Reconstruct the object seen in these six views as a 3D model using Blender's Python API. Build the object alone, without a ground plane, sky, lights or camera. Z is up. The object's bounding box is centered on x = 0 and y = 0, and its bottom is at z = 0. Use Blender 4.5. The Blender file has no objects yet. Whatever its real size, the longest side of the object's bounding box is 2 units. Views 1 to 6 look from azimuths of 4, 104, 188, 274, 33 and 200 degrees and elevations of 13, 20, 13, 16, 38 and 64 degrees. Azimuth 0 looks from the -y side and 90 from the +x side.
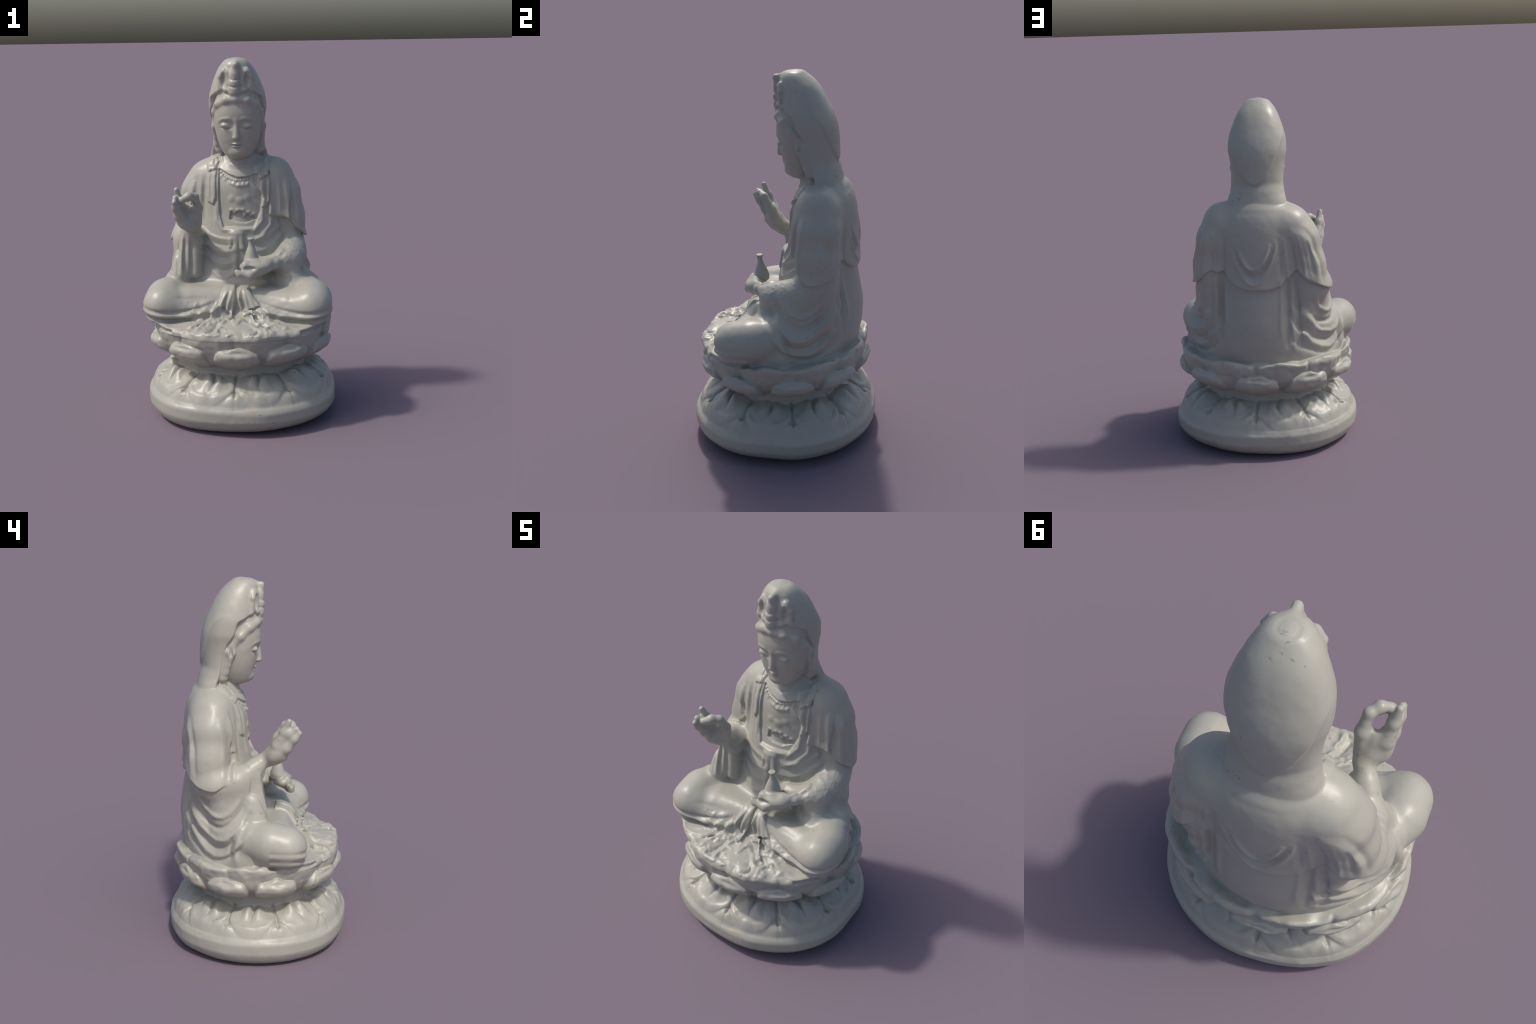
# Seated robed goddess in glazed white porcelain on a double lotus pedestal.
# The whole piece is described as an implicit solid: every part is a small formula
# (profile lofts, rounded cones, ellipsoids, polar petal rules, fold lines) that is blended into
# one field; the field is polygonised once and its faces are split into named parts.
import bpy, numpy as np, math, os
F = np.float32
H = F(0.0036)                                   # cell size in metres
LO = np.array([-0.60, -0.56, -0.02]); HI = np.array([0.60, 0.56, 2.03])
N = np.ceil((HI - LO) / H).astype(int) + 1
AX = [(LO[i] + np.arange(N[i]) * H).astype(F) for i in range(3)]
D = np.full(N, 0.5, F)
LAB = np.zeros(N, np.uint8)
NAMES = ['robe_scrap']

def lab(name):
    NAMES.append(name); return len(NAMES) - 1

def box(lo, hi):
    s = []
    for i in range(3):
        a = int(np.floor((lo[i] - LO[i]) / H)); b = int(np.ceil((hi[i] - LO[i]) / H)) + 1
        s.append(slice(max(a, 0), min(max(b, 0), N[i])))
    s = tuple(s)
    return s, AX[0][s[0]][:, None, None], AX[1][s[1]][None, :, None], AX[2][s[2]][None, None, :]

def smin(a, b, k):
    if k <= 0: return np.minimum(a, b)
    h = np.maximum(k - np.abs(a - b), 0)
    return np.minimum(a, b) - h * h * F(0.25 / k)

def smax(a, b, k):
    return -smin(-a, -b, k)

def step(a, b, x):
    t = np.clip((x - a) / (b - a), 0, 1); return t * t * (3 - 2 * t)

def add(label, lo, hi, f, k=0.02, bias=0.0):
    s, X, Y, Z = box(lo, hi)
    d = f(X, Y, Z).astype(F); old = D[s]
    if label: LAB[s][d - F(bias) < old] = label
    D[s] = smin(old, d, F(k))

def cut(lo, hi, f, k=0.01, label=0):
    s, X, Y, Z = box(lo, hi)
    d = -f(X, Y, Z).astype(F); old = D[s]
    if label: LAB[s][d > old] = label
    D[s] = smax(old, d, F(k))

def relief(lo, hi, h):
    s, X, Y, Z = box(lo, hi); D[s] -= h(X, Y, Z).astype(F)

def paint(lo, hi, mask, label, only=None):
    s, X, Y, Z = box(lo, hi); m = mask(X, Y, Z); L = LAB[s]
    m = np.broadcast_to(m, L.shape)
    if only is not None: m = m & np.isin(L, only)
    L[m] = label

# ---------- primitives
def rcone(label, a, b, ra, rb, k=0.02, flat=(1, 1, 1), bias=0.0):
    """rounded cone from a (radius ra) to b (radius rb); flat squashes the axes"""
    a = np.array(a, F); b = np.array(b, F); fl = np.array(flat, F); m = max(ra, rb) * max(1, *flat) + max(k, .012) + .006
    def f(X, Y, Z):
        px, py, pz = [(c - a[i]) / fl[i] for i, c in enumerate((X, Y, Z))]
        ab = (b - a) / fl; t = np.clip((px * ab[0] + py * ab[1] + pz * ab[2]) / max((ab * ab).sum(), 1e-9), 0, 1)
        return (np.sqrt((px - ab[0] * t) ** 2 + (py - ab[1] * t) ** 2 + (pz - ab[2] * t) ** 2) - (F(ra) + F(rb - ra) * t)) * fl.min()
    add(label, np.minimum(a, b) - m, np.maximum(a, b) + m, f, k, bias)

def chain(label, pts, rad, k=0.01, flat=(1, 1, 1), bias=0.0):
    for i in range(len(pts) - 1):
        rcone(label, pts[i], pts[i + 1], rad[i], rad[i + 1], k, flat, bias)

def rot(rx=0, ry=0, rz=0):
    from mathutils import Euler
    return np.array(Euler([math.radians(v) for v in (rx, ry, rz)]).to_matrix(), F)

def ell_f(c, r, R=None):
    c = np.array(c, F); r = np.array(r, F); R = np.eye(3, dtype=F) if R is None else R
    def f(X, Y, Z):
        x, y, z = X - c[0], Y - c[1], Z - c[2]
        q = [(R[0, i] * x + R[1, i] * y + R[2, i] * z) for i in range(3)]
        k0 = np.sqrt(sum((q[i] / r[i]) ** 2 for i in range(3)))
        k1 = np.sqrt(sum((q[i] / r[i] ** 2) ** 2 for i in range(3))) + F(1e-6)
        return k0 * (k0 - 1) / k1
    return f

def ell(label, c, r, R=None, k=0.02, bias=0.0):
    m = max(r) + k + .01
    if R is None: lo = np.array(c) - np.array(r) - k - .01; hi = np.array(c) + np.array(r) + k + .01
    else: lo = np.array(c) - m; hi = np.array(c) + m
    add(label, lo, hi, ell_f(c, r, R), k, bias)

def rbox_f(c, h, rad, R=None):
    c = np.array(c, F); h = np.array(h, F) - F(rad); R = np.eye(3, dtype=F) if R is None else R
    def f(X, Y, Z):
        x, y, z = X - c[0], Y - c[1], Z - c[2]
        q = [np.abs(R[0, i] * x + R[1, i] * y + R[2, i] * z) - h[i] for i in range(3)]
        o = np.sqrt(sum(np.maximum(v, 0) ** 2 for v in q))
        return o + np.minimum(np.maximum(np.maximum(q[0], q[1]), q[2]), 0) - F(rad)
    return f

def rbox(label, c, h, rad, R=None, k=0.02, bias=0.0):
    m = (np.array(h) if R is None else np.full(3, np.linalg.norm(h))) + k + .01
    add(label, np.array(c) - m, np.array(c) + m, rbox_f(c, h, rad, R), k, bias)

def curve(zs, vs):
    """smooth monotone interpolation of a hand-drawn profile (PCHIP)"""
    zs = np.array(zs, float); vs = np.array(vs, float); h = np.diff(zs); dl = np.diff(vs) / h
    m = np.zeros(len(zs)); m[0] = dl[0]; m[-1] = dl[-1]
    for i in range(1, len(zs) - 1):
        if dl[i - 1] * dl[i] > 0:
            w1 = 2 * h[i] + h[i - 1]; w2 = h[i] + 2 * h[i - 1]
            m[i] = (w1 + w2) / (w1 / dl[i - 1] + w2 / dl[i])
    def f(x):
        x = np.clip(np.asarray(x, float), zs[0], zs[-1]); i = np.clip(np.searchsorted(zs, x) - 1, 0, len(h) - 1)
        t = (x - zs[i]) / h[i]
        return ((1 + 2 * t) * (1 - t) ** 2 * vs[i] + t * (1 - t) ** 2 * h[i] * m[i] + t * t * (3 - 2 * t) * vs[i + 1] + t * t * (t - 1) * h[i] * m[i + 1]).astype(F)
    return f

def loft_f(sec, n=2.0, cx=0.0, nb=None):
    """horizontal superellipse sections: rows of (z, half width, front y, back y[, y of the widest line])"""
    sec = sorted(tuple(r) + (((r[2] + r[3]) / 2,) if len(r) == 4 else ()) for r in sec); zs = [r[0] for r in sec]
    fa, ff, fb, fc = [curve(zs, [r[i] for r in sec]) for i in (1, 2, 3, 4)]
    z0, z1 = zs[0], zs[-1]
    def f(X, Y, Z):
        z = Z.ravel(); a = fa(z)[None, None, :]; yf = ff(z)[None, None, :]; yb = fb(z)[None, None, :]
        cy = fc(z)[None, None, :]; y = Y - cy; b = np.where(y > 0, np.maximum(yb - cy, F(.002)), np.maximum(cy - yf, F(.002))); x = np.abs(X - F(cx)); y = np.abs(y)
        r = np.sqrt(x * x + y * y) + F(1e-4)
        rho = ((x / a) ** F(n) + (y / b) ** F(n)) ** F(1 / n) + F(1e-5)
        if nb: rho = np.where(Y > cy, ((x / a) ** F(nb) + (y / b) ** F(nb)) ** F(1 / nb) + F(1e-5), rho)
        d = (1 - 1 / np.maximum(rho, F(1e-3))) * r
        return np.maximum(d, np.maximum(F(z0) - Z, Z - F(z1)))
    return f

def loft(label, sec, n=2.0, k=0.02, cx=0.0, bias=0.0, nb=None):
    a = max(r[1] for r in sec); lo = (cx - a - .03, min(r[2] for r in sec) - .03, min(r[0] for r in sec) - .015)
    hi = (cx + a + .03, max(r[3] for r in sec) + .03, max(r[0] for r in sec) + .015)
    add(label, lo, hi, loft_f(sec, n, cx, nb), k, bias)

def fold(plane, pts, amp, w, rng, w2=None, taper=True):
    """ridge (amp > 0) or groove (amp < 0) along a line drawn on a plane: 'xz' or 'yz' or 'xy'; rng limits the third axis"""
    i, j = ['xyz'.index(c) for c in plane]; k = 3 - i - j; pts = np.array(pts, F); m = 2.6 * max(w, w2 or w)
    lo = np.zeros(3); hi = np.zeros(3)
    lo[i], lo[j] = pts.min(0) - m; hi[i], hi[j] = pts.max(0) + m; lo[k], hi[k] = rng
    s, X, Y, Z = box(lo, hi)
    if min(q.stop - q.start for q in s) <= 0: return
    P = (X, Y, Z); U, V = P[i], P[j]
    best = None; tt = None; L = np.concatenate([[0], np.cumsum(np.linalg.norm(np.diff(pts, axis=0), axis=1))])
    for q in range(len(pts) - 1):
        a, b = pts[q], pts[q + 1]; ab = b - a; t = np.clip(((U - a[0]) * ab[0] + (V - a[1]) * ab[1]) / (ab @ ab), 0, 1)
        d2 = (U - a[0] - ab[0] * t) ** 2 + (V - a[1] - ab[1] * t) ** 2; t = (L[q] + t * (L[q + 1] - L[q])) / L[-1]
        if best is None: best, tt = d2, t
        else: tt = np.where(d2 < best, t, tt); best = np.minimum(best, d2)
    g = np.exp(-best / F(w * w)) * F(amp)
    if taper: g = g * (np.sin(np.pi * np.clip(tt, 0.02, 0.98)) ** F(0.5))
    E = np.ones(1, F)
    e = F(.02); E = step(F(rng[0]), F(rng[0]) + e, P[k]) * (1 - step(F(rng[1]) - e, F(rng[1]), P[k]))
    D[s] -= (g * E).astype(F)

def arc(p0, p1, sag, n=9, skew=0.0):
    """points of a hanging line between p0 and p1 that sags by `sag` along the second axis"""
    t = np.linspace(0, 1, n); p0 = np.array(p0); p1 = np.array(p1)
    P = p0 + (p1 - p0) * t[:, None]; P[:, 1] -= sag * 4 * t * (1 - t) * (1 + skew * (2 * t - 1)); return P

def poly2(U, V, pts):
    """signed distance to a drawn outline"""
    pts = np.array(pts, F); best = None; ins = False
    for a, b in zip(pts, np.roll(pts, -1, 0)):
        e = b - a; t = np.clip(((U - a[0]) * e[0] + (V - a[1]) * e[1]) / (e @ e), 0, 1)
        d = (U - a[0] - e[0] * t) ** 2 + (V - a[1] - e[1] * t) ** 2
        best = d if best is None else np.minimum(best, d)
        c = ((a[1] > V) != (b[1] > V)) & (U < a[0] + (V - a[1]) * e[0] / (e[1] if abs(e[1]) > 1e-9 else 1e-9))
        ins = ins ^ c
    return np.where(ins, -np.sqrt(best), np.sqrt(best)).astype(F)

def layer(label, plane, pts, thick, rng, k=.008, soft=.014):
    """cloth laid on (thick > 0) or sunk into (thick < 0) the surface inside a drawn outline"""
    i, j = ['xyz'.index(c) for c in plane]; kk = 3 - i - j; p = np.array(pts, F); lo = np.zeros(3); hi = np.zeros(3)
    lo[i], lo[j] = p.min(0) - .03; hi[i], hi[j] = p.max(0) + .03; lo[kk], hi[kk] = rng
    s, X, Y, Z = box(lo, hi); C = (X, Y, Z); m = poly2(C[i], C[j], pts); old = D[s]
    fade = step(F(rng[0]), F(rng[0]) + F(.02), C[kk]) * (1 - step(F(rng[1]) - F(.02), F(rng[1]), C[kk]))
    if thick > 0:
        d = smax(old - F(thick) * fade, m + F(.5) * (1 - fade), F(soft))
        if label: LAB[s][(d < old) & (m < 0) & (np.abs(old) < .03)] = label
        D[s] = smin(old, d, F(k))
    else:
        D[s] = old + F(-thick) * fade * (1 - step(F(-soft / 2), F(soft / 2), m))
        if label: LAB[s][np.broadcast_to(m < 0, old.shape) & (np.abs(old) < .03) & (fade > 0)] = label

def front(x, z):
    """y of the foremost surface at (x, z)"""
    i = int(round((x - LO[0]) / float(H))); k = int(round((z - LO[2]) / float(H)))
    return LO[1] + float(H) * int(np.argmax(D[i, :, k] < 0))

def noise(X, Y, Z, f, seed):
    """value noise from a hashed lattice"""
    x, y, z = np.broadcast_arrays(X * f, Y * f, Z * f)
    xi, yi, zi = [np.floor(v).astype(np.int32) for v in (x, y, z)]
    u, v, w = [(c - ci) for c, ci in ((x, xi), (y, yi), (z, zi))]
    u, v, w = [t * t * (3 - 2 * t) for t in (u, v, w)]
    def h(a, b, c):
        n = (a * np.int32(73856093)) ^ (b * np.int32(19349663)) ^ (c * np.int32(83492791)) ^ np.int32(seed * 7919)
        n = (n ^ (n >> 13)) * np.int32(1274126177); n = n ^ (n >> 16)
        return (n & 0xffff).astype(F) / F(32768) - 1
    with np.errstate(over='ignore'):
        def lx(b, c): p = h(xi, b, c); return p + (h(xi + 1, b, c) - p) * u
        def ly(c): p = lx(yi, c); return p + (lx(yi + 1, c) - p) * v
        p = ly(zi); return (p + (ly(zi + 1) - p) * w).astype(F)

# =====================================================================  PEDESTAL
RX, RY = F(0.540), F(0.500)
PED = lab('pedestal'); BP = [lab('pedestal_petal') for _ in range(10)]
SEAT = lab('lotus_seat'); LP = [lab('lower_lotus_petal') for _ in range(10)]; UP = [lab('upper_lotus_petal') for _ in range(10)]
wall = curve([-.01, 0, .02, .05, .09, .13, .158, .172, .30], [.74, .84, .918, .972, 1.0, 1.0, .988, .965, .93])
top = curve([0, .5, .60, .66, .72, .78, .84, .89, .94, .97, 1.05], [.345, .315, .298, .285, .275, .262, .244, .222, .194, .172, .14])
def az_of(X, Y, rx, ry):
    return np.degrees(np.arctan2(X / rx, -Y / ry)).astype(F)          # 0 faces the viewer at -y, 90 is +x

def pedestal():
    s, X, Y, Z = box((-.6, -.56, -.02), (.6, .56, .37))
    rN = ((np.abs(X / RX) ** F(2.2) + np.abs(Y / RY) ** F(2.2)) ** F(1 / 2.2))[..., 0]; az = az_of(X, Y, RX, RY)[..., 0]; r = np.sqrt(X * X + Y * Y)[..., 0]
    wob = 1 + F(.020) * np.exp(-((az - 50) / F(42)) ** 2) - F(.012) * np.exp(-((az + 128) / F(30)) ** 2) + F(.005) * noise(X[..., 0], Y[..., 0], Y[..., 0] * 0, 7, 17) + F(.004) * np.sin(np.radians(az * 3 + 40)) + F(.004) * np.sin(np.radians(az * 7))
    zt = top(rN.astype(float)).reshape(rN.shape)
    k = np.round((az - 18) / 36); da = (az - 18 - 36 * k)               # angle from petal axis, -18..18
    ki = (np.mod(k, 10)).astype(int)
    jig = np.array([.9, 1.1, .75, 1.0, 1.15, .8, 1.0, .9, 1.2, 1.0], F)[ki]
    t = da / 18 + F(.10) * np.sin(rN * 17 + k * 2.3) * (1 - np.abs(da) / 18)                                                          # -1..1 across a petal
    body = step(F(.55), F(.70), rN) * (1 - step(F(.955), F(1.0), rN))
    h = F(.0)
    h = h - F(.013) * np.exp(-((np.abs(t) - 1) / F(.065)) ** 2) * body * (1 - .6 * step(F(.86), F(.96), rN))   # seam between petals
    h = h + F(.008) * (1 - t * t) * body
    for o in (-1, 1):                                                    # pair of swellings on each petal
        h = h + F(.024) * jig * np.exp(-((t - F(.25) * o) / F(.19)) ** 2 - ((rN - F(.76)) / F(.075)) ** 2)
    h = h - F(.012) * np.exp(-(t / F(.06)) ** 2 - ((rN - F(.76)) / F(.09)) ** 2)
    edge = F(.950) - F(.15) * np.abs(t) ** F(2.6) + F(.012) * jig                             # outline of the petal near the rim
    h = h - F(.010) * step(edge - F(.008), edge + F(.012), rN) * (1 - step(F(.97), F(1.0), rN))
    tip = np.exp(-((np.abs(t) - 1) / F(.28)) ** 2)                       # small pointed leaf between two petals
    h = h + F(.024) * tip * step(F(.85), F(.93), rN) * (1 - step(F(.94), F(.985), rN))
    h = h + F(.008) * np.exp(-((rN - edge + F(.03)) / F(.025)) ** 2) * (1 - t * t)
    h = h + F(.007) * noise(X[..., 0] , Y[..., 0], Y[..., 0] * 0, 22, 3) * body + F(.0015) * noise(X[..., 0], Y[..., 0], Y[..., 0] * 0, 55, 4) * body
    zt = zt + h + F(.014) * np.exp(-((az - 65) / F(40)) ** 2) * body
    lift = F(.012) * (step(F(-.30), F(.35), X)[..., 0] + Y[..., 0] * 0)[..., None]; R = wall(np.clip(Z - lift * (1 - step(F(.03), F(.12), Z)), -.01, 1).astype(float))
    dw = (1 - R * wob[..., None] / np.maximum(rN[..., None], F(1e-3))) * r[..., None]
    dt = (Z - zt[..., None]) * F(.85)
    d = smax(dw, dt, F(.026)); d = smax(d, -Z + F(.001) + lift * F(.6), F(.012))
    LAB[s][d < D[s]] = PED
    D[s] = np.minimum(D[s], d)
    L = LAB[s]
    for i in range(10):
        m = (ki == i) & (rN > .60) & (rN < edge + .02)
        L[m[..., None] & (Z > .168)] = BP[i]
pedestal()

# =====================================================================  LOTUS SEAT
SX, SY = F(0.526), F(0.470)
core = curve([.26, .30, .33, .36, .40, .44, .48, .52, .56], [.68, .69, .70, .735, .81, .88, .915, .92, .895])
lowR = curve([.32, .345, .37, .40, .43, .455, .475, .495], [.68, .760, .848, .940, .994, 1.003, .99, .96])
upR = curve([.34, .36, .40, .44, .48, .51, .535, .56, .58], [.62, .74, .86, .925, .952, .968, .975, .960, .92])
lowW = curve([.322, .332, .345, .365, .40, .44, .465, .482, .492], [0., .45, .78, .98, .98, .90, .78, .50, 0.])
upW = curve([.36, .40, .45, .49, .52, .545, .565], [.50, .8, .98, 1.04, 1.04, .98, .85])
rng = np.random.default_rng(7)
lo_j = rng.uniform(-1, 1, (10, 3)); up_j = rng.uniform(-1.4, 1.4, (10, 3))
def seat():
    s, X, Y, Z = box((-.6, -.54, .27), (.6, .54, .60))
    r = np.sqrt(X * X + Y * Y); rN = (np.abs(X / SX) ** F(2.06) + np.abs(Y / SY) ** F(2.06)) ** F(1 / 2.06) + F(1e-4); az = az_of(X, Y, SX, SY)
    z = Z.ravel()
    Rs = np.broadcast_to(core(z)[None, None, :], D[s].shape).copy(); own = np.full(Rs.shape, SEAT, np.uint8)
    wav = F(.022) * noise(X, Y, Z, 14, 11) + F(.014) * noise(X, Y, Z, 34, 12)
    for row, phase, Rz, Wz, J, labs in ((0, 18, upR, upW, up_j, UP), (1, 1, lowR, lowW, lo_j, LP)):
        for i in range(10):
            c = phase + 36 * i + J[i, 0] * 2.0
            t = ((az - F(c) + 180) % 360 - 180) / F(18 * (1.0 if row else 1.04))
            dz = F(J[i, 1] * .006) + F(0)
            ruf = F(.010) * noise(X, Y, X * 0, 24, 60 + row) * F(row); R0 = Rz(z + dz)[None, None, :]; W = Wz((Z + dz + ruf * step(F(.42), F(.46), Z)).astype(float)) if row else Wz(z + dz)[None, None, :]
            u = np.abs(t) / np.maximum(W, F(.02))
            inside = 1 - step(F(.80), F(1.0), u)
            Rp = R0 - F(.045 if row else .040) * (u ** 2) + wav * F(.5)
            if row:
                zz = Z + dz                                             # upper lip is thin and a little hollow
                Rp = Rp - F(.02) * np.exp(-((zz - F(.470)) / F(.012)) ** 2 - (t / F(.35)) ** 2)
            cand = core(z)[None, None, :] * (1 - inside) + Rp * inside
            m = (cand > Rs) & (W > .02); Rs = np.where(m, cand, Rs); own[m & (u < 1)] = labs[i]
    d = (1 - Rs / rN) * r
    rim = F(.5) + F(.5) * np.cos(np.radians((az - 18) * 10)); zt = F(.546) + (F(-.004) + F(.018) * rim) * step(F(.82), F(.95), rN) - F(.006) * step(F(.97), F(1.0), rN) + F(.010) * noise(X[..., :1], Y[..., :1], X[..., :1] * 0, 20, 5) * step(F(.8), F(.9), rN[..., :1])
    d = smax(d, (Z - zt), F(.016)); d = np.maximum(d, F(.29) - Z)
    L = LAB[s]; m = d < D[s]; L[m] = own[m]
    D[s] = smin(D[s], d, F(.012))
seat()

# =====================================================================  BODY UNDER THE ROBE
TORSO = lab('torso'); ARM_R = lab('upper_arm'); ARM_L = lab('upper_arm'); CAPE = lab('shoulder_cape')
CX = -.020
loft(TORSO, [(.52, .45, -.05, .405, .0), (.57, .447, -.05, .412, .0), (.65, .40, -.05, .426, .04), (.74, .355, -.045, .430, .09), (.86, .305, -.025, .416, .14), (.98, .285, -.005, .396, .17),
             (1.06, .280, .015, .391, .19), (1.13, .278, .030, .393, .20), (1.20, .272, .036, .393, .205), (1.28, .268, .044, .385, .21), (1.335, .258, .062, .374, .215), (1.37, .240, .080, .362, .22), (1.395, .216, .098, .350, .22), (1.415, .188, .112, .340, .22), (1.435, .15, .125, .325, .22), (1.455, .10, .13, .30, .22)], n=1.58, k=0, cx=CX, nb=1.9)
chain(ARM_R, [(-.212, .236, 1.305), (-.260, .236, 1.225), (-.296, .237, 1.09), (-.324, .236, .96)], [.088, .084, .078, .076], k=.05, flat=(.95, 1.09, 1))
chain(ARM_L, [(.196, .232, 1.305), (.232, .232, 1.225), (.262, .236, 1.09), (.280, .240, .96)], [.088, .084, .078, .074], k=.05, flat=(.95, 1.08, 1))
rcone(ARM_L, (.09, .225, 1.375), (.185, .228, 1.345), .062, .074, k=.04)
# cloth hanging from the arms beside the back, flowing into the hip
rcone(TORSO, (-.325, .19, .93), (-.325, .15, .68), .070, .062, k=.06)
rcone(TORSO, (.275, .19, .92), (.305, .15, .68), .072, .075, k=.06)
rcone(TORSO, (-.268, .278, 1.02), (-.262, .262, .72), .066, .066, k=.04)
rcone(TORSO, (.235, .284, 1.02), (.240, .270, .72), .066, .066, k=.04)

# cape: a second layer of cloth over shoulders, upper arms and back
hem_line = curve([-.46, -.43, -.35, -.28, -.25, -.21, -.154, -.085, .0, .07, .13, .17, .24, .31, .376, .42], [.93, .945, .995, 1.035, 1.07, 1.04, .991, .97, .97, .982, 1.017, 1.062, 1.062, 1.012, .969, .945])
def hem(X, Y):
    return hem_line(X.ravel())[:, None, None] + F(.5) * np.maximum(F(.2) - Y, 0)
def cape():
    s, X, Y, Z = box((-.46, .02, .86), (.46, .46, 1.46))
    old = D[s]; edge = hem(X, Y) - Z
    open_front = (F(.165) - np.abs(X)) + F(2.0) * np.maximum(Y - F(.17), 0)      # open between the lapels
    open_front = np.minimum(open_front, F(.17) - Y)
    fr = 1 - (1 - step(F(.08), F(.17), Y)) * step(F(.02), F(-.02), X)         # no loose front edge on the raised-arm side
    d = smax(smax(old - F(.014) * fr - F(.006) * fr * np.exp(-((Z - hem(X, Y)) / F(.05)) ** 2), edge, F(.012)), open_front, F(.01))
    LAB[s][(d < old) & (d < .02)] = CAPE
    D[s] = smin(old, d, F(.006))
cape()

# ---- lap, thighs and knees
LEG_R = lab('leg'); LEG_L = lab('leg'); LAP = lab('lap_cloth')
for sx, L in ((-1, LEG_R), (.975, LEG_L)):
    rcone(L, (sx * .345, .09, .685), (sx * .418, -.09, .668), .105, .106, k=.05)
    rcone(L, (sx * .418, -.09, .668), (sx * .420, -.170, .652), .108, .106, k=.03)
    rcone(L, (sx * .420, -.170, .652), (sx * .14, -.165, .590), .102, .076, k=.04)
for sx, L in ((-1, LEG_R), (1, LEG_L)): rcone(L, (sx * .385, .06, .585), (sx * .385, -.15, .580), .072, .062, k=.03)
rbox(LAP, (0, .02, .622), (.33, .21, .122), .07, k=.06)
HEM = lab('front_hem')
def hem_slope(X, Y, Z):
    q = np.sqrt((X / F(.505)) ** 2 + (Y / F(.445)) ** 2)                 # falls from the shins to the seat rim
    zt = F(.552) + F(.100) * np.clip(1 - q, 0, 1)
    return smax((Z - np.minimum(zt, F(.70))) * F(.9), np.maximum(np.maximum((q - 1) * F(.45), Y + .05), np.abs(X) - F(.40)), F(.02))
add(HEM, (-.42, -.47, .53), (.42, -.03, .74), hem_slope, k=.03)

# =====================================================================  ARMS AND HANDS
SLEEVE_R = lab('sleeve'); SLEEVE_L = lab('sleeve'); FORE_R = lab('forearm'); FORE_L = lab('forearm'); HAND_R = lab('hand'); HAND_L = lab('hand')
# right arm: forearm raised, sleeve hanging to the lap
chain(SLEEVE_R, [(-.338, .20, .97), (-.320, .10, .970), (-.275, -.005, 1.040)], [.072, .064, .052], k=.04)
chain(FORE_R, [(-.29, .02, 1.035), (-.252, -.062, 1.085)], [.045, .038], k=.01)
rcone(SLEEVE_R, (-.298, .012, .985), (-.335, -.002, .80), .036, .050, k=.04, flat=(1.1, 1.25, 1))
rcone(SLEEVE_R, (-.31, .10, .97), (-.335, .10, .78), .07, .075, k=.05)
rcone(SLEEVE_R, (-.246, .004, 1.03), (-.256, .004, .80), .034, .038, k=.015, flat=(1, 1.2, 1))
rcone(SLEEVE_R, (-.250, .07, .99), (-.250, .05, .80), .042, .048, k=.04)
rcone(SLEEVE_R, (-.335, .01, .86), (-.345, .0, .80), .050, .056, k=.03)
for x0, x1, a in ((-.345, -.352, -.007), (-.325, -.330, .006), (-.305, -.312, -.008), (-.285, -.285, .005)): fold('xz', [(x0, 1.02), ((x0 + x1) / 2 - .004, .92), (x1, .80)], a, .010, (-.12, .10))
# palm and fingers of the raised hand: hollow palm to the front, thumb and forefinger meet in a ring
ell(HAND_R, (-.272, -.105, 1.135), (.066, .038, .085), rot(22, -6, 0), k=.02)
rcone(HAND_R, (-.252, -.062, 1.080), (-.266, -.09, 1.11), .036, .042, k=.02)
rcone(HAND_R, (-.270, -.105, 1.100), (-.290, -.132, 1.118), .042, .042, k=.02)
cut((-.33, -.26, 1.09), (-.21, -.12, 1.25), ell_f((-.268, -.188, 1.170), (.030, .040, .050)), k=.02)
FING = [lab('finger') for _ in range(5)]
chain(FING[0], [(-.234, -.085, 1.105), (-.220, -.115, 1.190), (-.229, -.155, 1.262)], [.030, .026, .019], k=.014)                      # thumb
chain(FING[1], [(-.231, -.156, 1.260), (-.258, -.186, 1.268), (-.292, -.206, 1.252)], [.022, .023, .019], k=.014)                       # forefinger
chain(FING[2], [(-.300, -.108, 1.110), (-.316, -.165, 1.160), (-.326, -.205, 1.212), (-.331, -.232, 1.243)], [.032, .029, .022, .013], k=.016)
chain(FING[3], [(-.306, -.122, 1.170), (-.320, -.178, 1.238), (-.328, -.215, 1.264)], [.028, .023, .015], k=.016)
chain(FING[4], [(-.308, -.118, 1.175), (-.316, -.152, 1.245), (-.325, -.178, 1.304)], [.027, .021, .014], k=.016)
hole_a, hole_b = np.array((-.268, -.075, 1.250), F), np.array((-.264, -.165, 1.192), F)
def hole(X, Y, Z):
    ab = hole_b - hole_a; t = np.clip(((X - hole_a[0]) * ab[0] + (Y - hole_a[1]) * ab[1] + (Z - hole_a[2]) * ab[2]) / (ab @ ab), 0, 1)
    return np.sqrt((X - hole_a[0] - ab[0] * t) ** 2 + (Y - hole_a[1] - ab[1] * t) ** 2 + (Z - hole_a[2] - ab[2] * t) ** 2) - F(.0125)
cut((-.31, -.20, 1.15), (-.22, -.03, 1.29), hole, k=.008)

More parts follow.
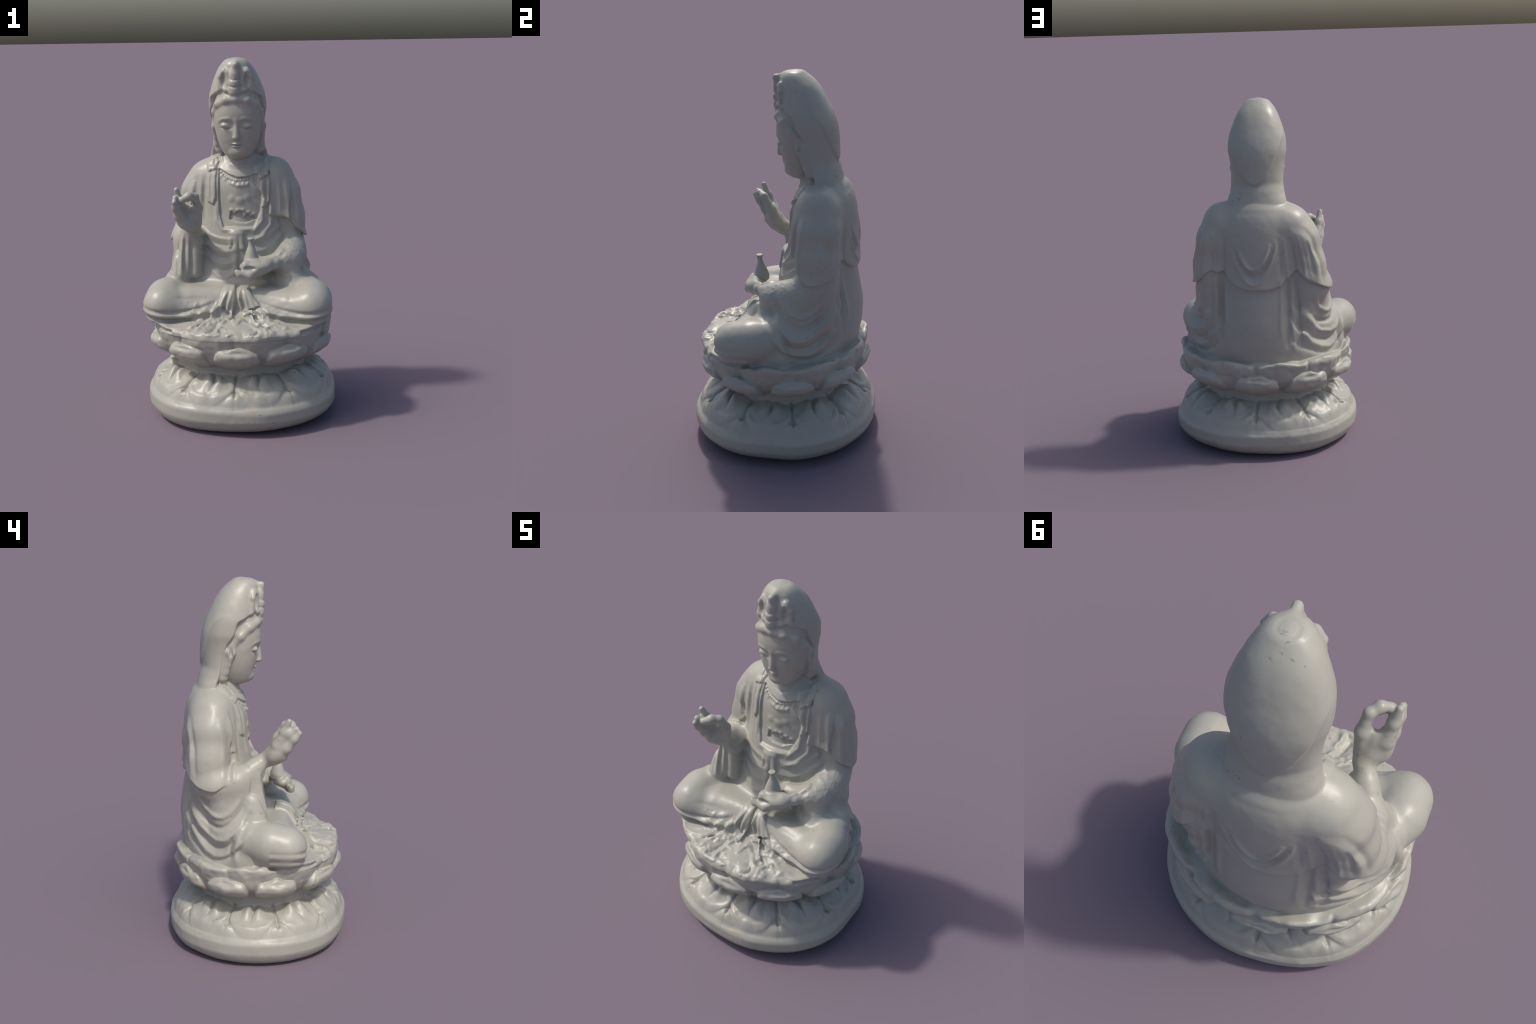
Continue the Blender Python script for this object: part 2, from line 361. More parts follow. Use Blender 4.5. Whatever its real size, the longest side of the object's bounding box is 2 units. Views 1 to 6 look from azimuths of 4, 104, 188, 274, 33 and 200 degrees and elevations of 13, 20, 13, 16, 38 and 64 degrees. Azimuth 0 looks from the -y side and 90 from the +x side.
# left arm: forearm level across the lap, hand holding the flask
chain(SLEEVE_L, [(.280, .19, .895), (.282, .07, .885), (.245, -.025, .882)], [.076, .064, .046], k=.04)
chain(FORE_L, [(.245, -.020, .882), (.200, -.082, .874)], [.042, .030], k=.02)
rcone(SLEEVE_L, (.225, -.01, .875), (.12, -.02, .855), .045, .045, k=.03)
rcone(SLEEVE_L, (.300, .14, .90), (.345, .08, .74), .052, .055, k=.06)
rcone(SLEEVE_L, (.285, .0, .86), (.29, -.02, .76), .050, .06, k=.05)
rcone(SLEEVE_L, (.245, -.01, .865), (.255, .0, .75), .036, .05, k=.05)
BANGLE = lab('bangle')
def torus(label, c, R, r, M, k=.004):
    c = np.array(c, F)
    def f(X, Y, Z):
        x, y, z = X - c[0], Y - c[1], Z - c[2]; q = [(M[0, i] * x + M[1, i] * y + M[2, i] * z) for i in range(3)]
        return np.sqrt((np.sqrt(q[0] ** 2 + q[1] ** 2) - F(R)) ** 2 + q[2] ** 2) - F(r)
    add(label, c - R - r - .01, c + R + r + .01, f, k)
torus(BANGLE, (.198, -.084, .876), .029, .008, rot(90, 0, 50))
FINL = [lab('finger') for _ in range(2)]
chain(HAND_L, [(.200, -.083, .875), (.15, -.115, .866), (.10, -.135, .848)], [.030, .038, .030], k=.02)
chain(FINL[0], [(.13, -.135, .845), (.07, -.175, .826), (.01, -.185, .835), (-.003, -.185, .848)], [.030, .026, .018, .014], k=.012)
chain(FINL[1], [(.17, -.11, .885), (.09, -.135, .892), (.042, -.160, .886), (.040, -.172, .868)], [.022, .018, .014, .012], k=.012)
ell(HAND_L, (.092, -.134, .866), (.085, .056, .036), k=.02)
cut((.0, -.26, .82), (.16, -.12, .92), ell_f((.068, -.205, .866), (.042, .034, .014)), k=.012)
VASE = lab('flask')
loft(VASE, [(.882, .044, -.151, -.063), (.90, .0435, -.1505, -.0635), (.925, .036, -.143, -.071), (.955, .026, -.134, -.081), (.985, .016, -.126, -.094), (1.000, .0135, -.125, -.098), (1.010, .016, -.129, -.097), (1.018, .0205, -.134, -.093), (1.026, .018, -.132, -.096)], k=.006, cx=.072)

# =====================================================================  HEAD
NECK = lab('neck'); FACE = lab('head'); HOOD = lab('hood'); CROWN = lab('crown'); HAIR = lab('hair_band'); EARS = [lab('ear') for _ in range(2)]; NOSE = lab('nose'); LIPS = lab('lips'); LIDS = [lab('eyelid') for _ in range(2)]
rcone(NECK, (0, .185, 1.39), (0, .18, 1.52), .082, .072, k=.03)
loft(FACE, [(1.436, .030, .085, .17), (1.446, .056, .058, .20), (1.462, .076, .040, .21), (1.485, .092, .030, .22), (1.52, .109, .020, .22), (1.56, .121, .010, .22), (1.60, .128, .002, .22),
            (1.65, .132, -.009, .22), (1.70, .132, -.015, .22), (1.75, .128, -.012, .22), (1.80, .118, -.006, .22), (1.85, .09, .01, .22)], n=2.1, k=.008, cx=-.010)
fx = -.010
hood_f = loft_f([(1.405, .172, .10, .345, .242), (1.45, .165, .08, .331, .226), (1.50, .153, .03, .318, .197), (1.55, .149, .0, .302, .175), (1.60, .148, -.005, .301, .172), (1.66, .153, -.005, .299, .172), (1.72, .163, -.005, .291, .168),
                 (1.78, .160, -.004, .277, .160), (1.835, .146, -.002, .257, .149), (1.895, .123, .000, .226, .131), (1.93, .106, .002, .202, .118), (1.96, .086, .006, .174, .104), (1.982, .067, .020, .147, .093), (1.995, .046, .040, .128, .09), (2.002, .008, .078, .102, .09)], n=2.10, cx=-.016)
hood_edge = curve([1.40, 1.45, 1.50, 1.60, 1.66, 1.72, 1.78, 1.80, 1.83, 1.90, 2.1], [.215, .21, .195, .178, .155, .115, .095, .060, .02, -.05, -.1])
def hood(X, Y, Z):
    e = hood_edge(Z.ravel())[None, None, :]
    return smax(hood_f(X, Y, Z), e - Y, F(.012))
add(HOOD, (-.21, -.05, 1.39), (.21, .37, 2.02), hood, k=.008)
# hair roll over the forehead
chain(HAIR, [(-.134, .135, 1.655), (-.132, .09, 1.705), (-.110, .045, 1.748), (-.065, .010, 1.772), (-.010, -.001, 1.778), (.050, .010, 1.772), (.094, .045, 1.748), (.114, .09, 1.705), (.116, .135, 1.655)], [.022, .024, .024, .022, .021, .022, .023, .022, .020], k=.012)
for sx, L in ((-1, EARS[0]), (1, EARS[1])):
    x = fx + sx * .131
    chain(L, [(x, .128, 1.655), (x + sx * .006, .138, 1.62), (x, .155, 1.56), (x - sx * .004, .166, 1.52)], [.018, .024, .017, .019], k=.008, flat=(.8, 1.1, 1))
    cut((x - .04, .08, 1.57), (x + .04, .19, 1.68), ell_f((x + sx * .022, .133, 1.625), (.010, .010, .026)), k=.008)
for sx in (-1, 1): rcone(HOOD, (fx + sx * .108, .185, 1.49), (fx + sx * .118, .165, 1.63), .034, .028, k=.012)
# features
rcone(NOSE, (fx, .002, 1.665), (fx, -.002, 1.572), .010, .0155, k=.016)
ell(NOSE, (fx, .000, 1.566), (.021, .014, .011), k=.008)
for sx, L in ((-1, LIDS[0]), (1, LIDS[1])):
    x = fx + sx * .053
    relief((x - .07, -.05, 1.58), (x + .07, .08, 1.72), lambda X, Y, Z: F(-.015) * np.exp(-((X - x) / F(.034)) ** 2 - ((Z - F(1.638)) / F(.022)) ** 2) * (1 - step(F(.05), F(.08), Y)))
    ell(L, (x, .022, 1.632), (.034, .020, .018), rot(0, 0, -sx * 22), k=.016)
    fold('xz', [(x - sx * .036, 1.655), (x - sx * .010, 1.672), (x + sx * .030, 1.666), (x + sx * .055, 1.650)], .005, .010, (-.05, .09))
    fold('xz', [(x - sx * .030, 1.620), (x, 1.613), (x + sx * .035, 1.622)], -.006, .006, (-.05, .09))
ell(LIPS, (fx, .017, 1.530), (.026, .010, .0065), rot(0, 0, 0), k=.006)
ell(LIPS, (fx, .021, 1.517), (.020, .010, .0075), k=.006)
fold('xz', [(fx - .03, 1.525), (fx, 1.5225), (fx + .03, 1.525)], -.005, .0045, (-.02, .08))
fold('xz', [(fx - .018, 1.505), (fx + .018, 1.505)], -.006, .008, (-.02, .08))
ell(FACE, (fx, .045, 1.480), (.032, .020, .020), k=.03)
# crown: panel with two arched niches and a small seated figure in the middle
rbox(CROWN, (-.012, .030, 1.880), (.082, .030, .062), .026, k=.014)
for sx in (-1, 1):
    cx_ = -.012 + sx * .068
    cut((cx_ - .05, -.05, 1.80), (cx_ + .05, .06, 1.96), ell_f((cx_, .000, 1.880), (.018, .022, .042)), k=.014)
    chain(CROWN, [(cx_ + sx * .022, .030, 1.835), (cx_ + sx * .019, .026, 1.90), (cx_ - sx * .004, .022, 1.936)], [.009, .008, .009], k=.016)
    ell(CROWN, (-.012 + sx * .042, .006, 1.826), (.022, .014, .014), k=.010)
    ell(CROWN, (-.012 + sx * .085, .040, 1.822), (.022, .018, .012), k=.012)
chain(CROWN, [(-.016, .004, 1.820), (-.016, -.003, 1.87)], [.034, .030], k=.012)
ell(CROWN, (-.014, -.006, 1.905), (.027, .022, .030), k=.010)
chain(CROWN, [(-.012, -.002, 1.925), (-.008, -.014, 1.962)], [.024, .014], k=.012)
rcone(CROWN, (-.008, -.012, 1.962), (-.008, .04, 1.972), .013, .022, k=.016)
fold('xz', [(-.05, 1.850), (-.015, 1.842), (.03, 1.852)], -.006, .006, (-.06, .03))
fold('xz', [(-.04, 1.885), (-.015, 1.880), (.01, 1.885)], -.005, .006, (-.06, .03))
# hood: lower rim of the skull pouch at the back
def pouch(X, Y, Z):
    zu = F(1.540) + F(11.0) * (X + F(.016)) ** 2
    return F(.011) * step(zu - F(.010), zu + F(.010), Z) * (1 - step(F(1.70), F(1.85), Z)) * step(F(.12), F(.2), Y)
relief((-.21, .10, 1.42), (.21, .36, 1.9), pouch)

# =====================================================================  CHEST, LAPELS, NECKLACE, SASH
CHEST = lab('chest'); LAPELS = [lab('lapel') for _ in range(2)]; BEADS = lab('necklace'); ORN = lab('chest_pendant'); SASH = lab('sash')
layer(CHEST, 'xz', [(-.122, 1.381), (-.065, 1.352), (-.013, 1.335), (.048, 1.338), (.101, 1.36), (.098, 1.278), (.124, 1.237), (.115, 1.138), (.077, 1.055), (-.096, 1.055), (-.119, 1.13), (-.125, 1.237)], -.014, (-.03, .16), soft=.010)
layer(ORN, 'xz', [(-.062, 1.10), (-.055, 1.148), (-.035, 1.128), (-.018, 1.146), (.010, 1.150), (.018, 1.110), (.043, 1.133), (.051, 1.110), (.071, 1.121), (.083, 1.10), (.030, 1.078), (-.028, 1.085)], -.013, (-.03, .14), soft=.006)
for x, z_ in ((-.05, 1.152), (-.012, 1.154), (.012, 1.152), (.045, 1.139), (.072, 1.126)): ell(ORN, (x, front(x, z_) + .002, z_), (.012, .009, .008), k=.008)
for x, z_, r_ in ((-.045, 1.215, .016), (-.005, 1.205, .02), (.035, 1.22, .016)): ell(ORN, (x, front(x, z_) + .006, z_), (r_, .009, .016), k=.014)
layer(LAPELS[0], 'xz', [(-.184, 1.385), (-.131, 1.393), (-.140, 1.334), (-.139, 1.219), (-.156, 1.180), (-.189, 1.194), (-.197, 1.219), (-.189, 1.302)], .013, (-.02, .20))
layer(LAPELS[1], 'xz', [(.117, 1.335), (.157, 1.362), (.169, 1.301), (.166, 1.202), (.147, 1.163), (.119, 1.168), (.131, 1.219), (.112, 1.268)], .013, (-.02, .20))
layer(LAPELS[0], 'xz', [(-.174, 1.455), (-.108, 1.465), (-.103, 1.42), (-.130, 1.378), (-.186, 1.365), (-.195, 1.404)], .010, (.0, .22))
layer(LAPELS[1], 'xz', [(.079, 1.40), (.150, 1.45), (.165, 1.39), (.155, 1.345), (.11, 1.320), (.090, 1.354)], .010, (.0, .22))
fold('xz', [(-.14, 1.46), (-.12, 1.42), (-.14, 1.38)], -.012, .009, (.0, .2))
fold('xz', [(.11, 1.44), (.13, 1.40), (.12, 1.36)], -.010, .009, (.0, .2))
fold('xz', [(-.165, 1.38), (-.168, 1.30), (-.166, 1.20)], -.006, .010, (.0, .2)); fold('xz', [(.145, 1.35), (.143, 1.28), (.148, 1.18)], -.006, .010, (.0, .2))
fold('xz', [(.177, 1.19), (.172, 1.065), (.126, 1.007), (.06, .973)], .010, .013, (-.05, .16)); fold('xz', [(.128, 1.164), (.123, 1.09), (.069, 1.023)], .009, .011, (-.05, .14))
fold('xz', [(-.145, 1.18), (-.135, 1.09), (-.09, 1.03)], .008, .011, (-.05, .14)); fold('xz', [(-.10, 1.042), (.0, 1.046), (.08, 1.042)], .010, .012, (-.05, .12))
fold('xz', [(-.06, 1.395), (-.012, 1.378), (.04, 1.392)], -.006, .006, (.04, .18)); fold('xz', [(-.06, 1.42), (-.012, 1.405), (.04, 1.418)], -.005, .005, (.04, .18))
neck_line = curve([-.115, -.083, -.051, -.014, .031, .072, .097], [1.362, 1.336, 1.325, 1.319, 1.322, 1.338, 1.360])
for i in range(17):
    x = -.112 + .206 * i / 16; z_ = float(neck_line(x)); y_ = front(x, z_)
    ell(BEADS, (x, y_ + .001, z_), (.0080, .0085, .0085), k=.003)
    if i % 2 == 0: ell(BEADS, (x, front(x, z_ - .02) + .003, z_ - .018 - .006 * (i % 4 == 0)), (.008, .008, .012), k=.005)
layer(BEADS, 'xz', [(-.06, 1.312), (-.014, 1.298), (.045, 1.305), (.05, 1.288), (-.01, 1.280), (-.06, 1.296)], .006, (-.02, .14))
# sash knot and tails
ell(SASH, (-.020, .012, 1.025), (.045, .024, .022), k=.012)
for p, r in ((((-.035, .002, 1.015), (-.055, -.006, .955)), (.020, .014)), (((-.02, -.002, 1.015), (-.025, -.014, .93)), (.018, .016)), (((.0, .002, 1.015), (.012, -.010, .945)), (.018, .016)), (((-.022, -.012, .93), (-.026, -.030, .80)), (.014, .018))):
    rcone(SASH, p[0], p[1], r[0], r[1], k=.006, flat=(1, .7, 1))
# sash end spread over the lap, two pleated tails
layer(SASH, 'xz', [(-.074, .770), (-.016, .768), (-.009, .700), (-.016, .655), (-.037, .612), (-.066, .645), (-.100, .668), (-.088, .72)], .013, (-.36, -.08), soft=.010)
layer(SASH, 'xz', [(.006, .768), (.055, .756), (.085, .71), (.125, .665), (.092, .652), (.062, .640), (.035, .615), (.008, .655), (.002, .70)], .013, (-.36, -.08), soft=.010)
for pts in ([(-.10, .66), (-.13, .64), (-.11, .615)], [(.10, .64), (.135, .625), (.15, .60)], [(-.03, .60), (.0, .59), (.03, .605)]): fold('xz', pts, .010, .010, (-.36, -.12))
for pts, a in (([(-.03, .75), (-.05, .68), (-.06, .625)], .009), ([(-.055, .74), (-.085, .68), (-.095, .635)], .008), ([(-.04, .74), (-.068, .68), (-.078, .63)], -.007), ([(-.012, .75), (-.008, .68), (-.010, .62)], -.004),
               ([(.01, .75), (.015, .69), (.022, .63)], .008), ([(.03, .75), (.045, .69), (.058, .63)], .008), ([(.02, .74), (.030, .69), (.042, .63)], -.007), ([(.05, .74), (.075, .69), (.095, .64)], .006)):
    fold('xz', pts, a, .011, (-.33, -.12))

# =====================================================================  FOLDS
# back of the cape: hanging swags and vertical pleats
for i, (w_, zt_, sg) in enumerate(((.085, 1.20, .105), (.105, 1.20, .145), (.125, 1.195, .185))):
    fold('xz', arc((-w_ - .02, zt_ + .02), (w_ - .01, zt_), sg + .02), (.011, -.010, .009)[i], .011, (.25, .47))
for x0, x1, a in ((.15, .165, -.007), (.175, .20, .006), (.215, .24, -.008), (.25, .285, .006), (-.15, -.16, -.007), (-.18, -.20, .007), (-.215, -.245, -.009), (-.26, -.30, .007), (-.30, -.345, -.006)):
    fold('xz', [(x0, 1.25), ((x0 + x1) / 2, 1.15), (x1, 1.03)], a, .011, (.22, .47))
# back of the lower robe: vertical pleats beside the spine and swags under the elbows
for sx in (-1, 1):
    for x0, x1, z1, a in ((.16, .155, .72, .007), (.185, .19, .64, -.009), (.21, .225, .62, .008), (.235, .26, .62, -.008)):
        fold('xz', [(sx * x0, 1.03), (sx * (x0 + x1) / 2, .85), (sx * x1, z1)], a, .012, (.18, .47))
    for i, (y0, y1, z0, sg, a) in enumerate(((.32, .06, .93, .12, .010), (.35, .04, .90, .15, -.010), (.37, .02, .87, .18, .010), (.39, .01, .84, .20, -.010), (.40, .0, .80, .20, .008), (.41, .02, .74, .17, -.008))):
        fold('yz', arc((y0, z0), (y1, z0 - .02), sg), a, .014, (.2, .56) if sx > 0 else (-.56, -.2))
# front of the cape sleeves
for sx in (-1, 1):
    for y0, a in ((.10, .006), (.125, -.007), (.15, .006), (.30, -.006), (.33, .006), (.36, -.006)):
        fold('yz', [(y0 + .03, 1.30), (y0 + .005, 1.15), (y0, 1.0)], a, .011, (.2, .46) if sx > 0 else (-.46, -.2))
for x0, x1, z0, z1, a in ((.215, .222, 1.30, 1.12, .007), (.235, .248, 1.32, 1.14, -.004), (.255, .275, 1.31, 1.09, .007), (.278, .303, 1.29, 1.11, -.005), (.30, .33, 1.27, 1.05, .006)):
    fold('xz', [(x0, z0), ((x0 + x1) / 2 + .004, (z0 + z1) / 2), (x1, z1)], a, .009, (.02, .24))
for x0, x1, z0, z1, a in ((-.205, -.215, 1.34, 1.08, -.006), (-.225, -.24, 1.34, 1.10, .006), (-.25, -.275, 1.33, 1.10, -.006), (-.275, -.305, 1.30, 1.10, .006)):
    fold('xz', [(x0, z0), ((x0 + x1) / 2, (z0 + z1) / 2), (x1, z1)], a, .010, (.02, .24))
# belly swags
for i in range(7):
    z_ = 1.02 - i * .032
    fold('xz', arc((-.27 + .01 * i, z_ + .05), (-.03, z_ - .02), .035 + .004 * i), .006 * (1 if i % 2 == 0 else -1), .011, (-.08, .14))
    fold('xz', arc((.03, z_ - .02), (.26, z_ + .08), .045 + .004 * i), .006 * (1 if i % 2 == 0 else -1), .011, (-.08, .14))
# knees: wraps round the shins
for sx in (-1, 1):
    for i, a in enumerate((-.009, .008, -.010, .008, -.009)):
        z_ = .655 - i * .022
        fold('xz', arc((sx * .53, z_), (sx * .13, z_ + .02 - .004 * i), .030), a, .011, (-.34, -.08))

for sx in (-1, 1): fold('yz', [(.03, .79), (.075, .72), (.095, .64), (.085, .57)], .013, .016, (.3, .58) if sx > 0 else (-.58, -.3)); fold('yz', [(.06, .76), (.105, .70), (.118, .60)], -.010, .012, (.3, .58) if sx > 0 else (-.58, -.3))
# front hem: flat folds that fan out over the seat, with curled edges
ell(HEM, (.005, -.345, .548), (.105, .085, .032), k=.02)
for a0, l0, l1, amp in ((-62, .20, .40, .010), (-52, .22, .43, -.009), (-43, .20, .44, .011), (-34, .24, .44, -.010), (-25, .22, .45, .012), (-15, .28, .45, -.008), (18, .26, .45, .012), (27, .24, .44, -.010), (36, .22, .44, .011), (46, .22, .43, -.009), (55, .20, .42, .010), (65, .22, .40, -.008)):
    b0 = math.radians(a0); b1 = math.radians(a0 * 1.10)
    fold('xy', [(l0 * math.sin(b0) * 1.05, -l0 * math.cos(b0) - .06), (l1 * math.sin(b1) * 1.05, -l1 * math.cos(b1))], amp * (.8 if amp > 0 else .45), .015, (.53, .72))
for p, a in (([(-.089, -.333), (-.059, -.274), (-.029, -.267), (-.03, -.21)], .014), ([(-.096, -.427), (-.094, -.375), (-.071, -.333)], .011), ([(.013, -.225), (.079, -.245), (.106, -.303), (.144, -.315)], .014), ([(.177, -.43), (.161, -.365), (.202, -.313), (.236, -.339)], .014),
             ([(.26, -.35), (.28, -.31), (.32, -.30)], .010), ([(-.21, -.389), (-.193, -.338), (-.157, -.288), (-.11, -.20)], .012), ([(-.267, -.349), (-.208, -.27), (-.15, -.22)], .010), ([(-.14, -.40), (-.12, -.35), (-.10, -.29)], -.012), ([(.12, -.36), (.13, -.40), (.10, -.43)], -.012), ([(.05, -.27), (.09, -.28), (.11, -.33)], -.010)):
    fold('xy', p, a, .011, (.53, .70))
def crumple(X, Y, Z):
    m = (1 - step(F(.24), F(.32), np.abs(X))) * (1 - step(F(-.26), F(-.20), Y)) * step(F(.545), F(.56), Z) * (1 - np.exp(-(X / F(.085)) ** 2 - ((Y + F(.35)) / F(.06)) ** 2))
    n = noise(X, Y, Z, 30, 21); n2 = noise(X, Y, Z, 62, 22)
    return m * (F(.007) * n + F(.005) * np.maximum(n2, 0))
relief((-.33, -.47, .54), (.33, -.18, .72), crumple)
# rough casting on the left forearm
relief((.18, -.12, .80), (.42, .16, 1.0), lambda X, Y, Z: F(.0028) * np.maximum(noise(X, Y, Z, 60, 31), 0) * step(F(.20), F(.24), X))

# =====================================================================  POLYGONISE (naive surface nets)
def surface():
    S = D < 0
    c = np.zeros(tuple(n - 1 for n in N), np.uint8)
    for i in (0, 1):
        for j in (0, 1):
            for k in (0, 1): c += S[i:N[0] - 1 + i, j:N[1] - 1 + j, k:N[2] - 1 + k]
    act = np.argwhere((c > 0) & (c < 8)); idx = np.full(c.shape, -1, np.int32); idx[tuple(act.T)] = np.arange(len(act))
    V = {}
    for i in (0, 1):
        for j in (0, 1):
            for k in (0, 1): V[i, j, k] = D[act[:, 0] + i, act[:, 1] + j, act[:, 2] + k]
    P = np.zeros((len(act), 3)); n = np.zeros(len(act))
    for a, va in V.items():
        for ax in range(3):
            if a[ax]: continue
            b = list(a); b[ax] = 1; vb = V[tuple(b)]; m = (va < 0) != (vb < 0)
            t = np.where(m, va / np.where(m, va - vb, 1), 0)
            for q in range(3): P[:, q] += np.where(m, a[q] + (t if q == ax else 0), 0)
            n += m
    P = P / n[:, None]; P = LO + (P + act) * float(H)
    L = LAB[act[:, 0], act[:, 1], act[:, 2]]
    Q = []
    for ax in range(3):
        u, v = (ax + 1) % 3, (ax + 2) % 3
        sl0 = [slice(1, -1)] * 3; sl0[ax] = slice(0, -1); sl1 = list(sl0); sl1[ax] = slice(1, None)
        A = S[tuple(sl0)]; B = S[tuple(sl1)]; e = np.argwhere(A != B); flip = A[tuple(e.T)]
        off = np.ones(3, int); off[ax] = 0; e = e + off
        quad = []
        for du, dv in ((-1, -1), (0, -1), (0, 0), (-1, 0)):
            f = e.copy(); f[:, u] += du; f[:, v] += dv; quad.append(idx[tuple(f.T)])
        q = np.stack(quad, 1); q[~flip] = q[~flip][:, ::-1]; Q.append(q)
    return P, np.concatenate(Q), L
P, Q, L = surface()
# keep the big connected piece, then relax a little
def relax(P, Q, it, w):
    e = np.concatenate([Q[:, [0, 1]], Q[:, [1, 2]], Q[:, [2, 3]], Q[:, [3, 0]]]); cnt = np.bincount(e.ravel(), minlength=len(P))[:, None]
    for s in range(it):
        A = np.stack([np.bincount(e[:, 0], P[e[:, 1], q], len(P)) + np.bincount(e[:, 1], P[e[:, 0], q], len(P)) for q in range(3)], 1) / cnt
        P = P + (w if s % 2 == 0 else -w * .98) * (A - P)
    return P
P = relax(P, Q, 4, .5)
par = np.arange(len(P))
while True:                                                            # connected components by label spreading
    new = par.copy()
    for i in range(4): np.minimum.at(new, Q[:, i], par[Q].min(1))
    new = new[new]
    if (new == par).all(): break
    par = new
ids, cn = np.unique(par, return_counts=True); keep = par == ids[cn.argmax()]
print('components', len(ids), sorted(cn)[-5:]); Q = Q[keep[Q[:, 0]]]
print('area', np.linalg.norm(np.cross(P[Q[:, 2]] - P[Q[:, 0]], P[Q[:, 3]] - P[Q[:, 1]]), axis=1).sum() / 2)

# vertex normals of the whole
def normals(P, Q):
    n = np.cross(P[Q[:, 2]] - P[Q[:, 0]], P[Q[:, 3]] - P[Q[:, 1]]); v = np.zeros_like(P)
    for i in range(4):
        for q in range(3): v[:, q] += np.bincount(Q[:, i], n[:, q], len(P))
    return v / np.maximum(np.linalg.norm(v, axis=1)[:, None], 1e-12)
NV = normals(P, Q)
def n1(f, seed): return noise(P[:, 0].astype(F), P[:, 1].astype(F), P[:, 2].astype(F), F(f), seed)[:, None]
P = P + NV * (.0009 * n1(15, 41) + .0006 * n1(38, 42)); P[:, 2] -= P[Q.ravel(), 2].min(); NV = normals(P, Q)

